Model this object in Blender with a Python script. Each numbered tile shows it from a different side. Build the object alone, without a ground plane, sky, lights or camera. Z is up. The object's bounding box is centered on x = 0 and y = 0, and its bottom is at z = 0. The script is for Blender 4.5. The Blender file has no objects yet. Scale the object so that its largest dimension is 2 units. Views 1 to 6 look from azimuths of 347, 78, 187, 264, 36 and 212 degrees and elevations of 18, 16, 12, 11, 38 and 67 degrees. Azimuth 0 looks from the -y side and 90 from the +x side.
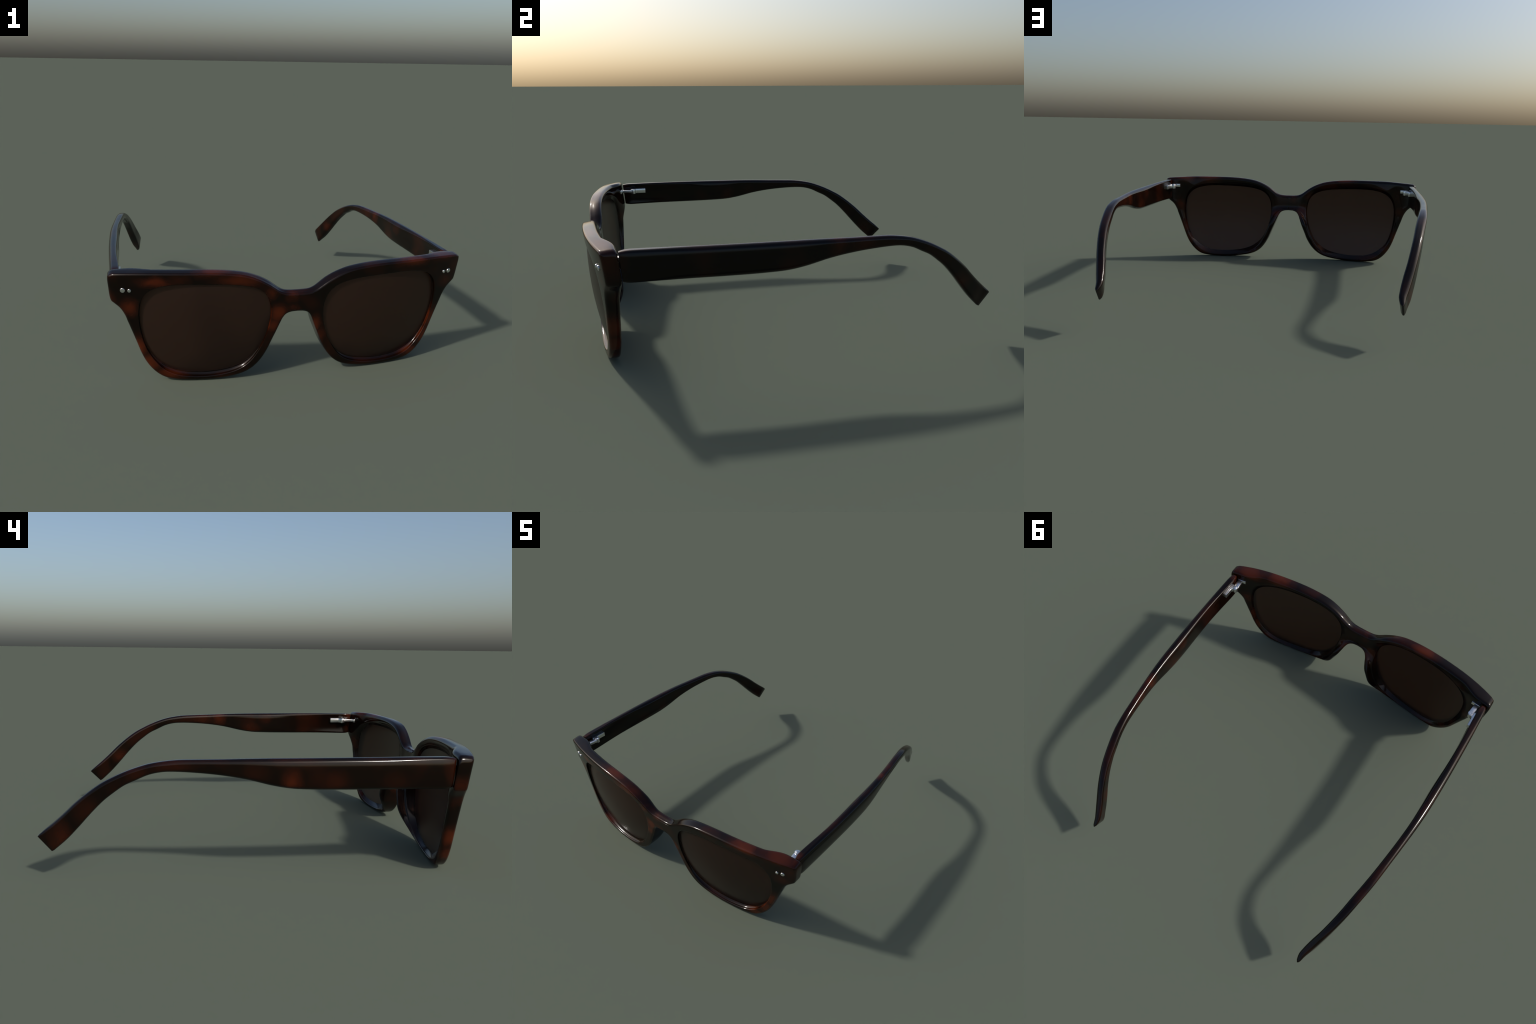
import bpy, bmesh, math
import numpy as np
from mathutils import Vector

# ------------------------------------------------------------------ helpers
def smooth(a, b, v):
    t = np.clip((np.asarray(v, float) - a) / (b - a), 0, 1)
    return t * t * (3 - 2 * t)


def spline(points, samples, closed=False):
    """Centripetal-ish Catmull-Rom through 2D/ND points, resampled evenly."""
    P = np.array(points, float)
    n = len(P)
    if closed:
        Q = np.vstack([P[-1:], P, P[:2]])
        segs = n
    else:
        Q = np.vstack([2 * P[0] - P[1], P, 2 * P[-1] - P[-2]])
        segs = n - 1
    out = []
    for i in range(segs):
        p0, p1, p2, p3 = Q[i], Q[i + 1], Q[i + 2], Q[i + 3]
        d0, d1, d2 = (max(np.linalg.norm(b - a), 1e-6) ** 0.5 for a, b in ((p0, p1), (p1, p2), (p2, p3)))
        m1 = (p2 - p1) + d1 * ((p1 - p0) / d0 - (p2 - p0) / (d0 + d1))
        m2 = (p2 - p1) + d1 * ((p3 - p2) / d2 - (p3 - p1) / (d1 + d2))
        for t in np.linspace(0, 1, 24, endpoint=False):
            out.append((2 * t**3 - 3 * t**2 + 1) * p1 + (t**3 - 2 * t**2 + t) * m1 + (-2 * t**3 + 3 * t**2) * p2 + (t**3 - t**2) * m2)
    out.append(P[0] if closed else P[-1])
    out = np.array(out)
    L = np.concatenate([[0], np.cumsum(np.linalg.norm(np.diff(out, axis=0), axis=1))])
    if samples is None:
        return out, L
    s = np.linspace(0, L[-1], samples + 1)[:-1] if closed else np.linspace(0, L[-1], samples)
    return np.stack([np.interp(s, L, out[:, k]) for k in range(P.shape[1])], 1)


def mesh_object(name, verts, faces, material, parent=None, smooth_faces=True):
    me = bpy.data.meshes.new(name)
    me.from_pydata([tuple(map(float, v)) for v in verts], [], faces)
    bm = bmesh.new()
    bm.from_mesh(me)
    bmesh.ops.remove_doubles(bm, verts=bm.verts, dist=1e-5)
    bmesh.ops.dissolve_degenerate(bm, edges=bm.edges, dist=1e-6)
    bmesh.ops.recalc_face_normals(bm, faces=bm.faces)
    bm.to_mesh(me)
    bm.free()
    for p in me.polygons:
        p.use_smooth = smooth_faces
    me.materials.append(material)
    ob = bpy.data.objects.new(name, me)
    bpy.context.scene.collection.objects.link(ob)
    ob.parent = parent
    return ob


def mirrored(v):
    v = np.array(v, float)
    v[:, 0] *= -1
    return v


# ------------------------------------------------------------------ materials
def new_material(name):
    m = bpy.data.materials.new(name)
    m.use_nodes = True
    nt = m.node_tree
    return m, nt, nt.nodes["Principled BSDF"]


def tortoise_material(name, patches, seed, gain=1.0):
    """Dark brown-black acetate with soft amber-red flecks: a few placed soft
    patches (centre, size, strength) broken up by noise, plus random small ones."""
    m, nt, bsdf = new_material(name)
    N, L = nt.nodes.new, nt.links.new
    tc = N("ShaderNodeTexCoord")
    # warp the coordinates so that the patches get ragged outlines
    wn = N("ShaderNodeTexNoise")
    wn.inputs["Scale"].default_value = 9.0
    wn.inputs["Detail"].default_value = 3.0
    L(tc.outputs["Object"], wn.inputs["Vector"])
    sub = N("ShaderNodeVectorMath"); sub.operation = "SUBTRACT"
    L(wn.outputs["Color"], sub.inputs[0]); sub.inputs[1].default_value = (0.5, 0.5, 0.5)
    sca = N("ShaderNodeVectorMath"); sca.operation = "SCALE"
    L(sub.outputs[0], sca.inputs[0]); sca.inputs["Scale"].default_value = 0.06
    warp = N("ShaderNodeVectorMath"); warp.operation = "ADD"
    L(tc.outputs["Object"], warp.inputs[0]); L(sca.outputs[0], warp.inputs[1])
    total = None
    for (cx, cy, cz), (sx, sy, sz), strength in patches:
        d = N("ShaderNodeVectorMath"); d.operation = "SUBTRACT"
        L(warp.outputs[0], d.inputs[0]); d.inputs[1].default_value = (cx, cy, cz)
        k = N("ShaderNodeVectorMath"); k.operation = "DIVIDE"
        L(d.outputs[0], k.inputs[0]); k.inputs[1].default_value = (sx, sy, sz)
        ln = N("ShaderNodeVectorMath"); ln.operation = "LENGTH"
        L(k.outputs[0], ln.inputs[0])
        mr = N("ShaderNodeMapRange"); mr.interpolation_type = "SMOOTHSTEP"
        L(ln.outputs["Value"], mr.inputs["Value"])
        mr.inputs["From Min"].default_value = 1.5
        mr.inputs["From Max"].default_value = 0.1
        mr.inputs["To Max"].default_value = strength * gain
        if total is None:
            total = mr.outputs[0]
        else:
            mx = N("ShaderNodeMath"); mx.operation = "MAXIMUM"
            L(total, mx.inputs[0]); L(mr.outputs[0], mx.inputs[1])
            total = mx.outputs[0]
    # random faint flecks everywhere
    fm = N("ShaderNodeMapping")
    fm.inputs["Location"].default_value = (seed * 3.7, seed * 1.9, seed * 2.3)
    L(tc.outputs["Object"], fm.inputs["Vector"])
    fn = N("ShaderNodeTexNoise")
    fn.inputs["Scale"].default_value = 5.5
    fn.inputs["Detail"].default_value = 2.0
    fn.inputs["Roughness"].default_value = 0.45
    L(fm.outputs[0], fn.inputs["Vector"])
    fr = N("ShaderNodeMapRange"); fr.interpolation_type = "SMOOTHSTEP"
    L(fn.outputs["Fac"], fr.inputs["Value"])
    fr.inputs["From Min"].default_value = 0.46
    fr.inputs["From Max"].default_value = 0.72
    fr.inputs["To Max"].default_value = 0.28 * gain
    if total is not None:
        mx = N("ShaderNodeMath"); mx.operation = "MAXIMUM"
        L(total, mx.inputs[0]); L(fr.outputs[0], mx.inputs[1])
        total = mx.outputs[0]
    else:
        total = fr.outputs[0]
    ramp = N("ShaderNodeValToRGB")
    e = ramp.color_ramp.elements
    e[0].position = 0.0; e[0].color = (0.0036, 0.0014, 0.0007, 1)
    e[1].position = 1.0; e[1].color = (0.074, 0.0130, 0.0032, 1)
    q = ramp.color_ramp.elements.new(0.45); q.color = (0.021, 0.0042, 0.0014, 1)
    L(total, ramp.inputs["Fac"])
    L(ramp.outputs["Color"], bsdf.inputs["Base Color"])
    bsdf.inputs["Roughness"].default_value = 0.14
    bsdf.inputs["Specular IOR Level"].default_value = 0.26
    return m


def lens_material():
    """Brown sun lens: half of the light is scattered back by the tint, the rest
    passes dimly and blurred through the glass."""
    m, nt, solid = new_material("tinted_lens")
    solid.inputs["Base Color"].default_value = (0.0275, 0.0138, 0.0098, 1)
    solid.inputs["Specular IOR Level"].default_value = 0.28
    solid.inputs["Roughness"].default_value = 0.25
    glass = nt.nodes.new("ShaderNodeBsdfPrincipled")
    glass.inputs["Base Color"].default_value = (0.235, 0.115, 0.075, 1)
    glass.inputs["Transmission Weight"].default_value = 1.0
    glass.inputs["Roughness"].default_value = 0.32
    glass.inputs["IOR"].default_value = 1.34
    mix = nt.nodes.new("ShaderNodeMixShader")
    mix.inputs[0].default_value = 0.5
    nt.links.new(solid.outputs[0], mix.inputs[1])
    nt.links.new(glass.outputs[0], mix.inputs[2])
    nt.links.new(mix.outputs[0], nt.nodes["Material Output"].inputs["Surface"])
    return m


def metal_material():
    m, nt, bsdf = new_material("polished_steel")
    bsdf.inputs["Base Color"].default_value = (0.80, 0.80, 0.80, 1)
    bsdf.inputs["Metallic"].default_value = 1.0
    bsdf.inputs["Roughness"].default_value = 0.28
    return m


# ------------------------------------------------------------------ front frame shape
# half outline of the front (x >= 0), seen from the front, from bridge top
# over the brow and end piece, round the rim and back to the bridge arch
OUTER = [(0, .483), (.04, .4838), (.07, .488), (.095, .499), (.12, .517), (.15, .5395), (.19, .5625), (.23, .5795),
         (.27, .592), (.34, .604), (.44, .612), (.6, .6145), (.73, .6145), (.82, .612), (.90, .607), (.925, .603), (.937, .594), (.942, .578), (.9395, .52), (.934, .466),
         (.929, .4505), (.916, .4385), (.888, .412), (.867, .376), (.852, .333), (.835, .284), (.815, .225), (.795, .165),
         (.773, .115), (.745, .073), (.713, .041), (.676, .019), (.62, .006), (.56, .001), (.5, 0), (.44, .0015),
         (.36, .010), (.30, .022), (.254, .040), (.215, .068), (.182, .106), (.153, .155), (.128, .213), (.105, .267),
         (.088, .309), (.074, .340), (.058, .359), (.035, .3685), (0, .3715)]
# the lens opening
INNER = [(.637, .547), (.70, .536), (.742, .517), (.770, .490), (.788, .458), (.798, .41), (.800, .36), (.795, .30),
         (.784, .245), (.767, .19), (.742, .14), (.708, .093), (.670, .059), (.617, .035), (.57, .026), (.5, .022),
         (.445, .024), (.385, .031), (.32, .047), (.272, .071), (.232, .108), (.196, .163), (.167, .225), (.149, .285),
         (.139, .345), (.138, .39), (.146, .435), (.164, .473), (.2, .506), (.25, .526), (.32, .539), (.4, .545),
         (.5, .549), (.57, .550)]
# points of the outline that face points of the opening
PAIRS = [((0, .483), (.161, .468)), ((.15, .5395), (.205, .508)), ((.30, .597), (.315, .538)), ((.53, .6135), (.53, .5495)),
         ((.72, .6145), (.672, .5415)), ((.938, .59), (.762, .499)), ((.929, .4505), (.793, .440)), ((.867, .376), (.800, .365)),
         ((.818, .225), (.780, .232)), ((.745, .073), (.708, .093)), ((.676, .019), (.650, .048)), ((.56, .001), (.56, .0245)),
         ((.36, .010), (.372, .033)), ((.215, .068), (.243, .096)), ((.153, .155), (.192, .170)), ((.105, .267), (.155, .265)),
         ((.074, .340), (.142, .325)), ((0, .3715), (.138, .375))]
SEAM = 8          # samples up the plane of symmetry through the bridge


def front_y(x, z):
    """The curved, forward-leaning front face."""
    return -0.956 - .04 * z - .085 * z * z + (.085 - .02 * z) * x * x + .07 * x**4


def lens_y(x, z):
    u, w = x - .47, z - .29
    return -.9645 + .122 * u - .120 * w + .40 * u * u + .34 * w * w


def lens_back_y(x, z):
    u, w = x - .47, z - .29
    return -.9355 + .126 * u - .108 * w + .39 * u * u + .29 * w * w


def back_y(x, z, across):
    """across: 0 at the outer edge, 1 at the lens opening."""
    t0 = .056 + .013 * smooth(.05, .55, z) - .010 * smooth(.16, .05, x) * smooth(.36, .40, z)
    y = front_y(x, z) + t0
    pad = .081 * smooth(-.02, .19, z) * smooth(.40, .26, z) * smooth(.42, .13, x)
    y = y + pad * (1 - .6 * across)
    end = -.829 + .10 * (x - .83) - .10 * (z - .56)
    w = smooth(.72, .86, x) * smooth(.36, .46, z)
    y = y * (1 - w) + np.maximum(end, y) * w
    # the back face falls away to the lens, which sits almost flush in it
    lip = np.minimum(y, lens_back_y(x, z) + .010 + .70 * pad)
    a = across ** 1.4
    return y * (1 - a) + lip * a


def build_front():
    oc, oL = spline(OUTER, None)
    ic, iL = spline(INNER, None, closed=True)

    def at(curve, L, p):
        return L[np.argmin(((curve - np.array(p)) ** 2).sum(1))]
    so = [at(oc, oL, a) for a, b in PAIRS]
    si = [at(ic, iL, b) for a, b in PAIRS]
    total = iL[-1]
    for k in range(1, len(si)):
        while si[k] < si[k - 1]:
            si[k] += total
    n_out = 420
    s_out = np.linspace(0, oL[-1], n_out)
    P = np.stack([np.interp(s_out, oL, oc[:, k]) for k in (0, 1)], 1)
    s_in = np.interp(s_out, so, si)
    # seam samples
    r_seam = .014
    zs = np.linspace(.3715 + r_seam, .483 - .027, SEAM)
    s_seam = np.interp(np.linspace(0, 1, SEAM + 2)[1:-1], [0, 1], [si[-1], si[0] + total])
    s_all = np.concatenate([s_in, s_seam]) % total
    I = np.stack([np.interp(s_all, iL, ic[:, k]) for k in (0, 1)], 1)
    # inward normals of the outline (curve runs clockwise seen from the front, +x right)
    tan = np.gradient(P, axis=0)
    tan[0] = (1, 0); tan[-1] = (-1, 0)
    tan /= np.linalg.norm(tan, axis=1, keepdims=True)
    nin = np.stack([tan[:, 1], -tan[:, 0]], 1)
    # normals of the opening towards the lens
    dt = .004
    a = np.stack([np.interp((s_all + dt) % total, iL, ic[:, k]) for k in (0, 1)], 1)
    b = np.stack([np.interp((s_all - dt) % total, iL, ic[:, k]) for k in (0, 1)], 1)
    ti = (a - b) / np.linalg.norm(a - b, axis=1, keepdims=True)
    ni = np.stack([ti[:, 1], -ti[:, 0]], 1)
    M = n_out + SEAM
    O = np.vstack([P, np.stack([np.zeros(SEAM), zs], 1)])
    nO = np.vstack([nin, np.zeros((SEAM, 2))])
    seam = np.arange(M) >= n_out
    x, z = O[:, 0], O[:, 1]
    # radius of the outer edges, front and back
    topw = smooth(.3, .9, -nO[:, 1])
    rf = .013 + .001 * topw
    draft = topw * (.004 + .005 * smooth(.30, .15, x) - .003 * smooth(.15, .05, x))     # the top face rises towards the back
    padw = smooth(.0, .18, z) * smooth(.39, .27, z) * smooth(.38, .16, x)
    sidew = smooth(.66, .76, x) * smooth(.47, .40, z)
    rb = .014 + .018 * padw + .004 * topw + .012 * sidew
    rings = []

    def add(xz, y):
        rings.append(np.stack([xz[:, 0], y, xz[:, 1]], 1))
    T_o = back_y(x, z, 0) - front_y(x, z)
    # outer front rounding, from the face out to the wall
    K = 6
    for k in range(K + 1):
        ph = math.pi / 2 * k / K
        xz = O + nO * (draft + rf * (1 - math.sin(ph)))[:, None]
        e = np.where(seam, 0, rf * (1 - math.cos(ph)))
        add(xz, front_y(xz[:, 0], xz[:, 1]) + e)
    for f in (.33, .66):
        e = rf + (T_o - rf - rb) * f
        xz = O + nO * (draft * max(0, 1 - f / .66))[:, None]
        add(xz, front_y(x, z) + np.where(seam, T_o * f, e))
    for k in range(K + 1):
        ph = math.pi / 2 * (1 - k / K)
        xz = O + nO * (rb * (1 - math.sin(ph)))[:, None]
        e = np.where(seam, 0, rb * (1 - math.cos(ph)))
        add(xz, back_y(xz[:, 0], xz[:, 1], 0) - e)
    Ob = O + nO * rb[:, None]
    # lens seat
    rec = np.maximum(lens_y(I[:, 0], I[:, 1]) - front_y(I[:, 0], I[:, 1]), .004)
    ins = np.maximum(.002 + .003 * smooth(.60, .75, I[:, 0]), .002 + .020 * smooth(.18, .035, I[:, 1]))
    rbi = .006
    Ib = I - ni * (.004 + .008 * smooth(.3, .9, -ni[:, 1]))[:, None]
    F = 9
    for k in range(1, F + 1):
        t = k / F
        xz = Ob * (1 - t) + (Ib - ni * rbi) * t
        add(xz, back_y(xz[:, 0], xz[:, 1], t))
    # back lip rounding, then in to the lens
    yb_lip = back_y(Ib[:, 0], Ib[:, 1], 1.0)
    for k in range(1, 5):
        ph = math.pi / 2 * k / 4
        xz = Ib - ni * (rbi * (1 - math.sin(ph)))
        add(xz, yb_lip - rbi * (1 - math.cos(ph)))
    Il = I + ni * ins[:, None]
    add(Il, np.minimum(lens_back_y(Il[:, 0], Il[:, 1]) + .001, yb_lip - rbi - .002))
    add(Il, lens_y(Il[:, 0], Il[:, 1]) - .0005)
    # front bevel: an ogee from the lens edge up to the front face
    for k in range(1, 7):
        ph = math.pi / 2 * k / 6
        xz = I + ni * (ins * (1 - math.sin(ph)))[:, None]
        e = np.maximum(rec - .001, 0) * math.cos(ph) ** 1.0
        add(xz, front_y(xz[:, 0], xz[:, 1]) + e)
    lip = I - ni * .003
    Of = O + nO * (rf + draft)[:, None]
    for k in range(0, F):
        t = 1 - k / F
        xz = lip * t + Of * (1 - t)
        add(xz, front_y(xz[:, 0], xz[:, 1]))
    R = len(rings)
    V = np.vstack(rings)
    faces = []
    for r in range(R):
        r2 = (r + 1) % R
        for i in range(M):
            j = (i + 1) % M
            f = (r * M + i, r * M + j, r2 * M + j, r2 * M + i)
            if max(abs(V[k, 0]) for k in f) < 1e-6:
                continue
            faces.append(f)
    n = len(V)
    V2 = np.vstack([V, mirrored(V)])
    faces += [tuple(k + n for k in reversed(f)) for f in faces]
    lens_edge = np.stack([Il[:, 0], Il[:, 1]], 1), ni
    return V2, faces, lens_edge


def split_front(V, F, material, root):
    """One smooth surface, cut into bridge, rims and end pieces with shared normals."""
    me = bpy.data.meshes.new("front")
    me.from_pydata([tuple(map(float, v)) for v in V], [], F)
    bm = bmesh.new(); bm.from_mesh(me)
    bmesh.ops.remove_doubles(bm, verts=bm.verts, dist=1e-5)
    bmesh.ops.dissolve_degenerate(bm, edges=bm.edges, dist=1e-6)
    bmesh.ops.recalc_face_normals(bm, faces=bm.faces)
    bm.normal_update()
    regions = {"bridge": [], "rim": [], "rim.001": [], "end_piece": [], "end_piece.001": []}
    for f in bm.faces:
        c = f.calc_center_median()
        ax = abs(c.x)
        if ax < .115 and c.z > .33 + .0 * ax:
            key = "bridge"
        elif ax > .80 and c.z > .425 - (ax - .80) * .15:
            key = "end_piece" if c.x > 0 else "end_piece.001"
        else:
            key = "rim" if c.x > 0 else "rim.001"
        regions[key].append(f)
    made = {}
    for key, fs in regions.items():
        idx, vs, ns, polys = {}, [], [], []
        for f in fs:
            poly = []
            for v in f.verts:
                if v.index not in idx:
                    idx[v.index] = len(vs); vs.append(tuple(v.co)); ns.append(tuple(v.normal))
                poly.append(idx[v.index])
            polys.append(poly)
        m = bpy.data.meshes.new(key)
        m.from_pydata(vs, [], polys)
        for p in m.polygons:
            p.use_smooth = True
        m.normals_split_custom_set_from_vertices(ns)
        m.materials.append(material)
        ob = bpy.data.objects.new(key, m)
        bpy.context.scene.collection.objects.link(ob)
        ob.parent = root
        made[key] = ob
    bm.free()
    bpy.data.meshes.remove(me)
    return made


# ------------------------------------------------------------------ lens
def lens_mesh(edge, ni, side):
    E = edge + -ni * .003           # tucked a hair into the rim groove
    keep = [0]
    for k in range(1, len(E)):
        if np.linalg.norm(E[k] - E[keep[-1]]) > .006:
            keep.append(k)
    E = E[keep]
    n = len(E)
    C = np.array([.47, .30])
    V, F = [], []
    rings = 14
    thick = .016
    for s, off in ((1, 0.0), (-1, thick)):
        for k in range(1, rings + 1):
            q = C + (E - C) * (k / rings)
            V += [(side * p[0], (lens_back_y if off else lens_y)(p[0], p[1]), p[1]) for p in q]
    base2 = rings * n
    for b in (0, base2):
        for k in range(rings - 1):
            for i in range(n):
                j = (i + 1) % n
                F.append((b + k * n + i, b + k * n + j, b + (k + 1) * n + j, b + (k + 1) * n + i))
        V.append((side * C[0], (lens_back_y if b else lens_y)(*C), C[1]))
        c = len(V) - 1
        for i in range(n):
            F.append((c, b + i, b + (i + 1) % n))
    o1, o2 = (rings - 1) * n, base2 + (rings - 1) * n
    for i in range(n):
        j = (i + 1) % n
        F.append((o1 + i, o1 + j, o2 + j, o2 + i))
    return V, F


# ------------------------------------------------------------------ temple
# stations: top edge (y, z), bottom edge (y, z), thickness
TEMPLE = [(-.818, .596, -.806, .4600, .043), (-.70, .5965, -.70, .4625, .043), (-.6, .597, -.6, .4635, .042),
          (-.35, .5965, -.35, .464, .041), (-.2, .596, -.2, .466, .041), (-.1, .5955, -.1, .471, .041),
          (-.02, .595, -.02, .483, .042), (.09, .593, .09, .506, .043), (.2, .590, .19, .5205, .044),
          (.3, .588, .285, .530, .045), (.4, .584, .39, .535, .047), (.49, .570, .452, .532, .049),
          (.55, .552, .505, .519, .050), (.606, .530, .555, .496, .050), (.66, .504, .605, .472, .049),
          (.71, .476, .65, .440, .048), (.775, .428, .70, .399, .045), (.83, .381, .755, .342, .042),
          (.875, .337, .805, .285, .043), (.93, .287, .865, .220, .041), (.967, .256, .904, .184, .034), (.993, .233, .928, .163, .022), (1.003, .226, .937, .155, .014)]
TEMPLE = [(a, b, c, d - .006 * float(smooth(.2, -.1, c)), w + .006 * math.exp(-((a - .86) / .1) ** 2)) for a, b, c, d, w in TEMPLE]
TEMPLE_X = [(-.85, .922), (-.6, .928), (-.4, .930), (-.2, .929), (0, .923), (.2, .909), (.4, .889), (.5, .876), (.6, .858), (.7, .838),
            (.8, .811), (.9, .777), (1.0, .738)]


def temple_mesh():
    tx, _ = spline(TEMPLE_X, None)

    def xo(y):
        return np.interp(y, tx[:, 0], tx[:, 1])
    st = spline(TEMPLE, 150)
    # a few tight stations round off the front end and the tip
    V, F = [], []
    K = 6
    n_side = 6
    prof_n = None
    for k, (yt, zt, yb, zb, W) in enumerate(st):
        H = math.hypot(yt - yb, zt - zb)
        end_in = 0.0
        if k < 4:
            end_in = (.006, .0030, .0012, .0004)[k]
        if k == len(st) - 1:
            end_in = .003
        front = smooth(-.45, -.75, yt)
        r = min(.018 - .007 * front, W * .42)
        # rounded rectangle, centre 0, width W along x, height H; corner radius r
        w2, h2 = W / 2 - end_in, H / 2 - end_in
        r = max(min(r, w2 * .9), .001)
        pts = []
        corners = [(w2 - r, h2 - r, 0), (-(w2 - r), h2 - r, 90), (-(w2 - r), -(h2 - r), 180), (w2 - r, -(h2 - r), 270)]
        for cx, cz, a0 in corners:
            for i in range(K + 1):
                a = math.radians(a0 + 90 * i / K)
                pts.append((cx + r * math.cos(a), cz + r * math.sin(a)))
            nx = corners[(corners.index((cx, cz, a0)) + 1) % 4]
            a = math.radians(a0 + 90)
            p1 = pts[-1]
            p2 = (nx[0] + r * math.cos(a), nx[1] + r * math.sin(a))
            for i in range(1, n_side):
                t = i / n_side
                pts.append((p1[0] * (1 - t) + p2[0] * t, p1[1] * (1 - t) + p2[1] * t))
        prof_n = len(pts)
        for px, ph in pts:
            t = .5 + ph / H        # 0 bottom, 1 top
            y, z = yb + (yt - yb) * t, zb + (zt - zb) * t
            out = xo(y) + .008 * (1 - (2 * t - 1) ** 4) * smooth(.35, -.1, y) + .001 * smooth(-.75, -.3, y) * smooth(.95, .6, y)
            tip = smooth(.94, .998, yt)
            xc = (out - W / 2) * (1 - tip) + (.7475 * (1 - t) + .735 * t) * tip
            swell = .015 * math.exp(-((y + .18) / .23) ** 2) * (1 - (2 * t - 1) ** 4) if px < 0 else 0.0
            V.append((xc + px - swell, y, z))
    S = len(st)
    for k in range(S - 1):
        for i in range(prof_n):
            j = (i + 1) % prof_n
            F.append((k * prof_n + i, k * prof_n + j, (k + 1) * prof_n + j, (k + 1) * prof_n + i))
    F.append(tuple(range(prof_n)))
    F.append(tuple((S - 1) * prof_n + i for i in range(prof_n)))
    return np.array(V), F


# ------------------------------------------------------------------ hinge, rivets
def prism(outline, z0, z1):
    n = len(outline)
    V = [(x, y, z0) for x, y in outline] + [(x, y, z1) for x, y in outline]
    F = [tuple(range(n)), tuple(range(n, 2 * n))] + [(i, (i + 1) % n, n + (i + 1) % n, n + i) for i in range(n)]
    return V, F


def join(parts):
    V, F = [], []
    for v, f in parts:
        b = len(V)
        V += list(v)
        F += [tuple(i + b for i in q) for q in f]
    return V, F


def bevelled(ob, width, segments=2):
    bm = bmesh.new(); bm.from_mesh(ob.data)
    edges = [e for e in bm.edges if len(e.link_faces) == 2 and e.calc_face_angle() > math.radians(35)]
    bmesh.ops.bevel(bm, geom=edges, offset=width, segments=segments, affect="EDGES", profile=.5, clamp_overlap=True)
    bm.to_mesh(ob.data); bm.free()
    for p in ob.data.polygons:
        p.use_smooth = True
    ob.data.set_sharp_from_angle(angle=math.radians(40))


def disc_profile(radius, height, segs=28):
    """A flat disc with a rounded shoulder, axis +z, standing on z = -height."""
    prof = [(radius, -height), (radius, height * .35), (radius * .975, height * .70), (radius * .90, height * .93), (radius * .80, height), (radius * .4, height * 1.01)]
    V, F = [], []
    for r, h in prof:
        for i in range(segs):
            a = 2 * math.pi * i / segs
            V.append((r * math.cos(a), r * math.sin(a), h))
    for k in range(len(prof) - 1):
        for i in range(segs):
            j = (i + 1) % segs
            F.append((k * segs + i, k * segs + j, (k + 1) * segs + j, (k + 1) * segs + i))
    V.append((0, 0, height * 1.015))
    for i in range(segs):
        F.append(((len(prof) - 1) * segs + i, (len(prof) - 1) * segs + (i + 1) % segs, len(V) - 1))
    F.append(tuple(range(segs)))
    return np.array(V), F


def place(V, origin, normal):
    q = Vector((0, 0, 1)).rotation_difference(Vector(normal)).to_matrix()
    return [tuple(q @ Vector(v) + Vector(origin)) for v in V]


# ------------------------------------------------------------------ build
FRONT_PATCHES = [
    # brow and bridge
    ((-.72, -.95, .565), (.09, .10, .030), .80), ((-.60, -.96, .58), (.06, .10, .03), .35),
    ((-.42, -.95, .61), (.10, .07, .035), .85), ((-.30, -.98, .565), (.13, .10, .045), .80), ((-.15, -.97, .49), (.045, .10, .04), .65),
    ((-.10, -.96, .37), (.055, .10, .06), .95), ((-.12, -.96, .30), (.045, .08, .05), .75),
    ((-.03, -.96, .455), (.040, .10, .035), .60), ((-.02, -.97, .39), (.04, .1, .025), .45),
    ((.63, -.93, .60), (.11, .10, .035), .92), ((.82, -.88, .61), (.13, .10, .040), .70),
    # end pieces
    ((.92, -.87, .56), (.09, .08, .09), .60), ((.87, -.90, .46), (.06, .08, .045), .60), ((-.85, -.89, .42), (.045, .09, .05), .70),
    ((-.93, -.84, .47), (.03, .08, .05), .45),
    # lower rims
    ((-.80, -.88, .20), (.05, .10, .07), .80), ((-.75, -.88, .11), (.06, .10, .06), .80), ((-.66, -.90, .04), (.09, .09, .035), .75),
    ((.10, -.95, .29), (.03, .08, .06), .75), ((.13, -.94, .23), (.035, .08, .05), .60),
    ((.81, -.88, .22), (.055, .10, .09), 1.0), ((.77, -.88, .13), (.06, .10, .07), .90), ((.69, -.88, .05), (.08, .1, .04), .75),
    ((.35, -.92, .01), (.10, .08, .025), .30), ((-.35, -.92, .01), (.08, .08, .025), .30),
    # back of the end pieces and brow
    ((.83, -.83, .40), (.06, .04, .05), .65), ((-.83, -.83, .40), (.06, .04, .05), .60), ((.62, -.90, .58), (.10, .05, .03), .55), ((-.42, -.92, .58), (.10, .05, .03), .50), ((-.8, -.84, .50), (.07, .03, .07), .4),
    ((.09, -.89, .35), (.06, .05, .04), .8), ((-.09, -.89, .35), (.06, .05, .04), .8),
    ((.25, -.87, .05), (.10, .05, .05), .5), ((-.25, -.87, .05), (.10, .05, .05), .5), ((.66, -.85, .04), (.10, .04, .05), .55), ((-.60, -.86, .03), (.10, .04, .05), .5),
]
RIGHT_TEMPLE_PATCHES = [
    ((.90, .25, .57), (.09, .09, .06), .65), ((.90, .13, .57), (.09, .05, .06), .75), ((.89, -.10, .49), (.09, .06, .05), .50),
    ((.87, -.81, .56), (.06, .04, .10), .75), ((.88, -.50, .57), (.05, .06, .05), .35), ((.80, .80, .32), (.08, .05, .05), .65),
    ((.88, -.2, .57), (.05, .05, .04), .35), ((.76, .92, .22), (.07, .05, .06), .30),
]
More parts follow.
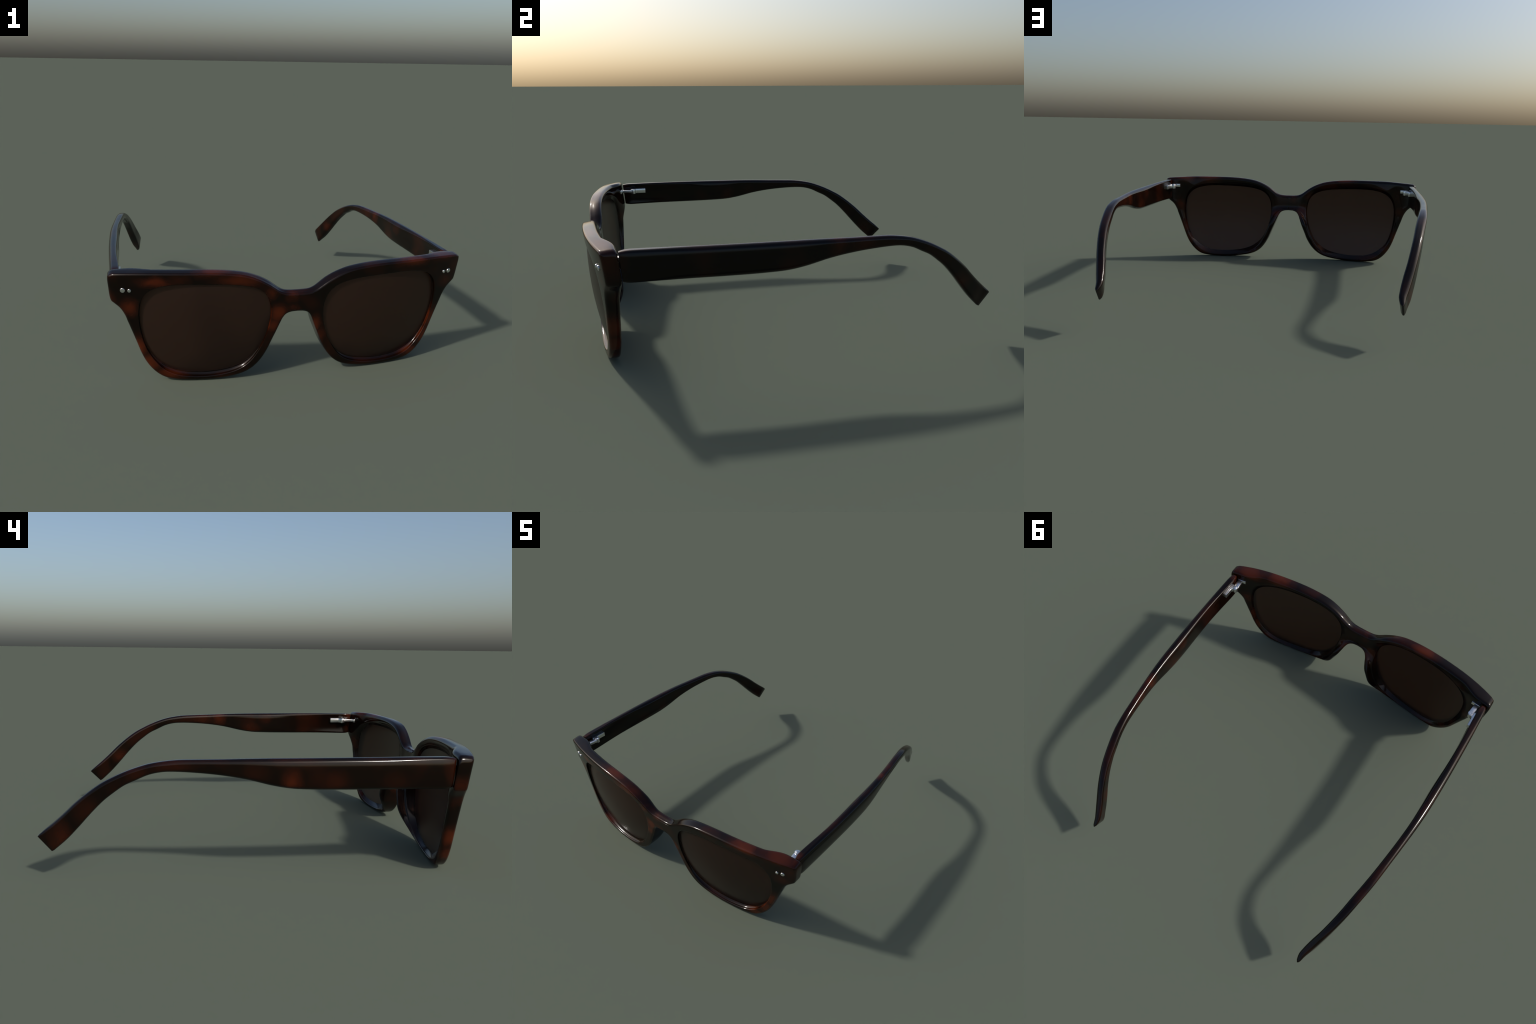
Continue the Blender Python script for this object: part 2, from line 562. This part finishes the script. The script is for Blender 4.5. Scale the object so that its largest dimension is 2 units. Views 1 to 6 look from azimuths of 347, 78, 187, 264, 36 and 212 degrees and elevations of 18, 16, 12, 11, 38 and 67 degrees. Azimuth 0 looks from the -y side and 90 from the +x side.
LEFT_TEMPLE_PATCHES = [
    ((-.92, -.10, .505), (.07, .05, .055), .75), ((-.92, -.28, .49), (.07, .07, .05), .42), ((-.91, .05, .54), (.07, .05, .05), .25),
    ((-.89, -.81, .57), (.06, .045, .09), .60), ((-.88, .40, .56), (.07, .09, .04), .35), ((-.77, .89, .23), (.07, .06, .08), .62),
    ((-.82, .77, .36), (.07, .06, .06), .30), ((-.92, -.55, .49), (.07, .07, .05), .20), ((-.87, .55, .53), (.06, .05, .05), .35),
]


def main():
    root = bpy.data.objects.new("sunglasses", None)
    bpy.context.scene.collection.objects.link(root)
    root["label"] = "dark tortoiseshell sunglasses with brown lenses, open temples"
    root["category"] = "sunglasses"

    shell = tortoise_material("tortoise_acetate_front", FRONT_PATCHES, 1)
    shell_r = tortoise_material("tortoise_acetate_temple", RIGHT_TEMPLE_PATCHES, 2, .82)
    shell_l = tortoise_material("tortoise_acetate_temple_other", LEFT_TEMPLE_PATCHES, 3, .82)
    glass = lens_material()
    steel = metal_material()

    V, F, (edge, ni) = build_front()
    pieces = split_front(V, F, shell, root)

    for side, name in ((1, "lens"), (-1, "lens.001")):
        v, f = lens_mesh(edge, ni, side)
        mesh_object(name, v, f, glass, root).data.set_sharp_from_angle(angle=math.radians(30))

    tv, tf = temple_mesh()
    temples = {}
    for side, name, mat in ((1, "temple", shell_r), (-1, "temple.001", shell_l)):
        v = tv if side > 0 else mirrored(tv)
        ob = mesh_object(name, v, tf, mat, root)
        ob.data.set_sharp_from_angle(angle=math.radians(50))
        temples[side] = ob

    # rivets in the end pieces
    for side, key in ((1, "end_piece"), (-1, "end_piece.001")):
        for x, z, r in ((.8715, .516, .0125), (.8395, .5155, .0092)):
            y = front_y(x, z)
            h = 1e-3
            nrm = Vector(((front_y(x + h, z) - y) / h, -1, (front_y(x, z + h) - y) / h)).normalized()
            dv, df = disc_profile(r, .005)
            pv = np.array(place(dv, (x, y, z), nrm))
            if side < 0:
                pv = mirrored(pv)
            mesh_object("rivet", pv, df, steel, pieces[key])

    # hinges
    for side in (1, -1):
        def fl(v):
            return v if side > 0 else [(-a, b, c) for a, b, c in v]
        plate = prism([(.831, -.842), (.886, -.842), (.886, -.822), (.831, -.826)], .5375, .5600)
        arm = prism([(.852, -.828), (.879, -.828), (.880, -.765), (.874, -.745), (.852, -.740), (.844, -.748)], .5405, .5580)
        barrel = prism([(.860 + .0170 * math.cos(a), -.750 + .0170 * math.sin(a)) for a in np.linspace(0, 2 * math.pi, 28, endpoint=False)], .5330, .5630)
        v, f = join([plate, arm, barrel])
        h = mesh_object("hinge", fl(v), f, steel, root)
        bevelled(h, .0016)
        leaf = prism([(.8755, -.668), (.900, -.668), (.900, -.768), (.8815, -.768), (.870, -.755), (.866, -.738), (.8755, -.727)], .5335, .5625)
        lf = mesh_object("hinge_leaf", fl(leaf[0]), leaf[1], steel, temples[side])
        bevelled(lf, .0018)
        # slotted screw head: two half discs with a groove between them
        rad, slot = .0105, .0018
        halves = []
        for s in (1, -1):
            a0 = math.asin(slot / rad)
            o = [(rad * math.cos(a), s * rad * math.sin(a)) for a in np.linspace(a0, math.pi - a0, 14)]
            ca, sa = math.cos(.6), math.sin(.6)
            o = [(.860 + ca * p - sa * q, -.750 + sa * p + ca * q) for p, q in o]
            halves.append(prism(o, .5600, .5650))
        v, f = join(halves)
        sc = mesh_object("screw", fl(v), f, steel, h)
        bevelled(sc, .0008, 1)


main()
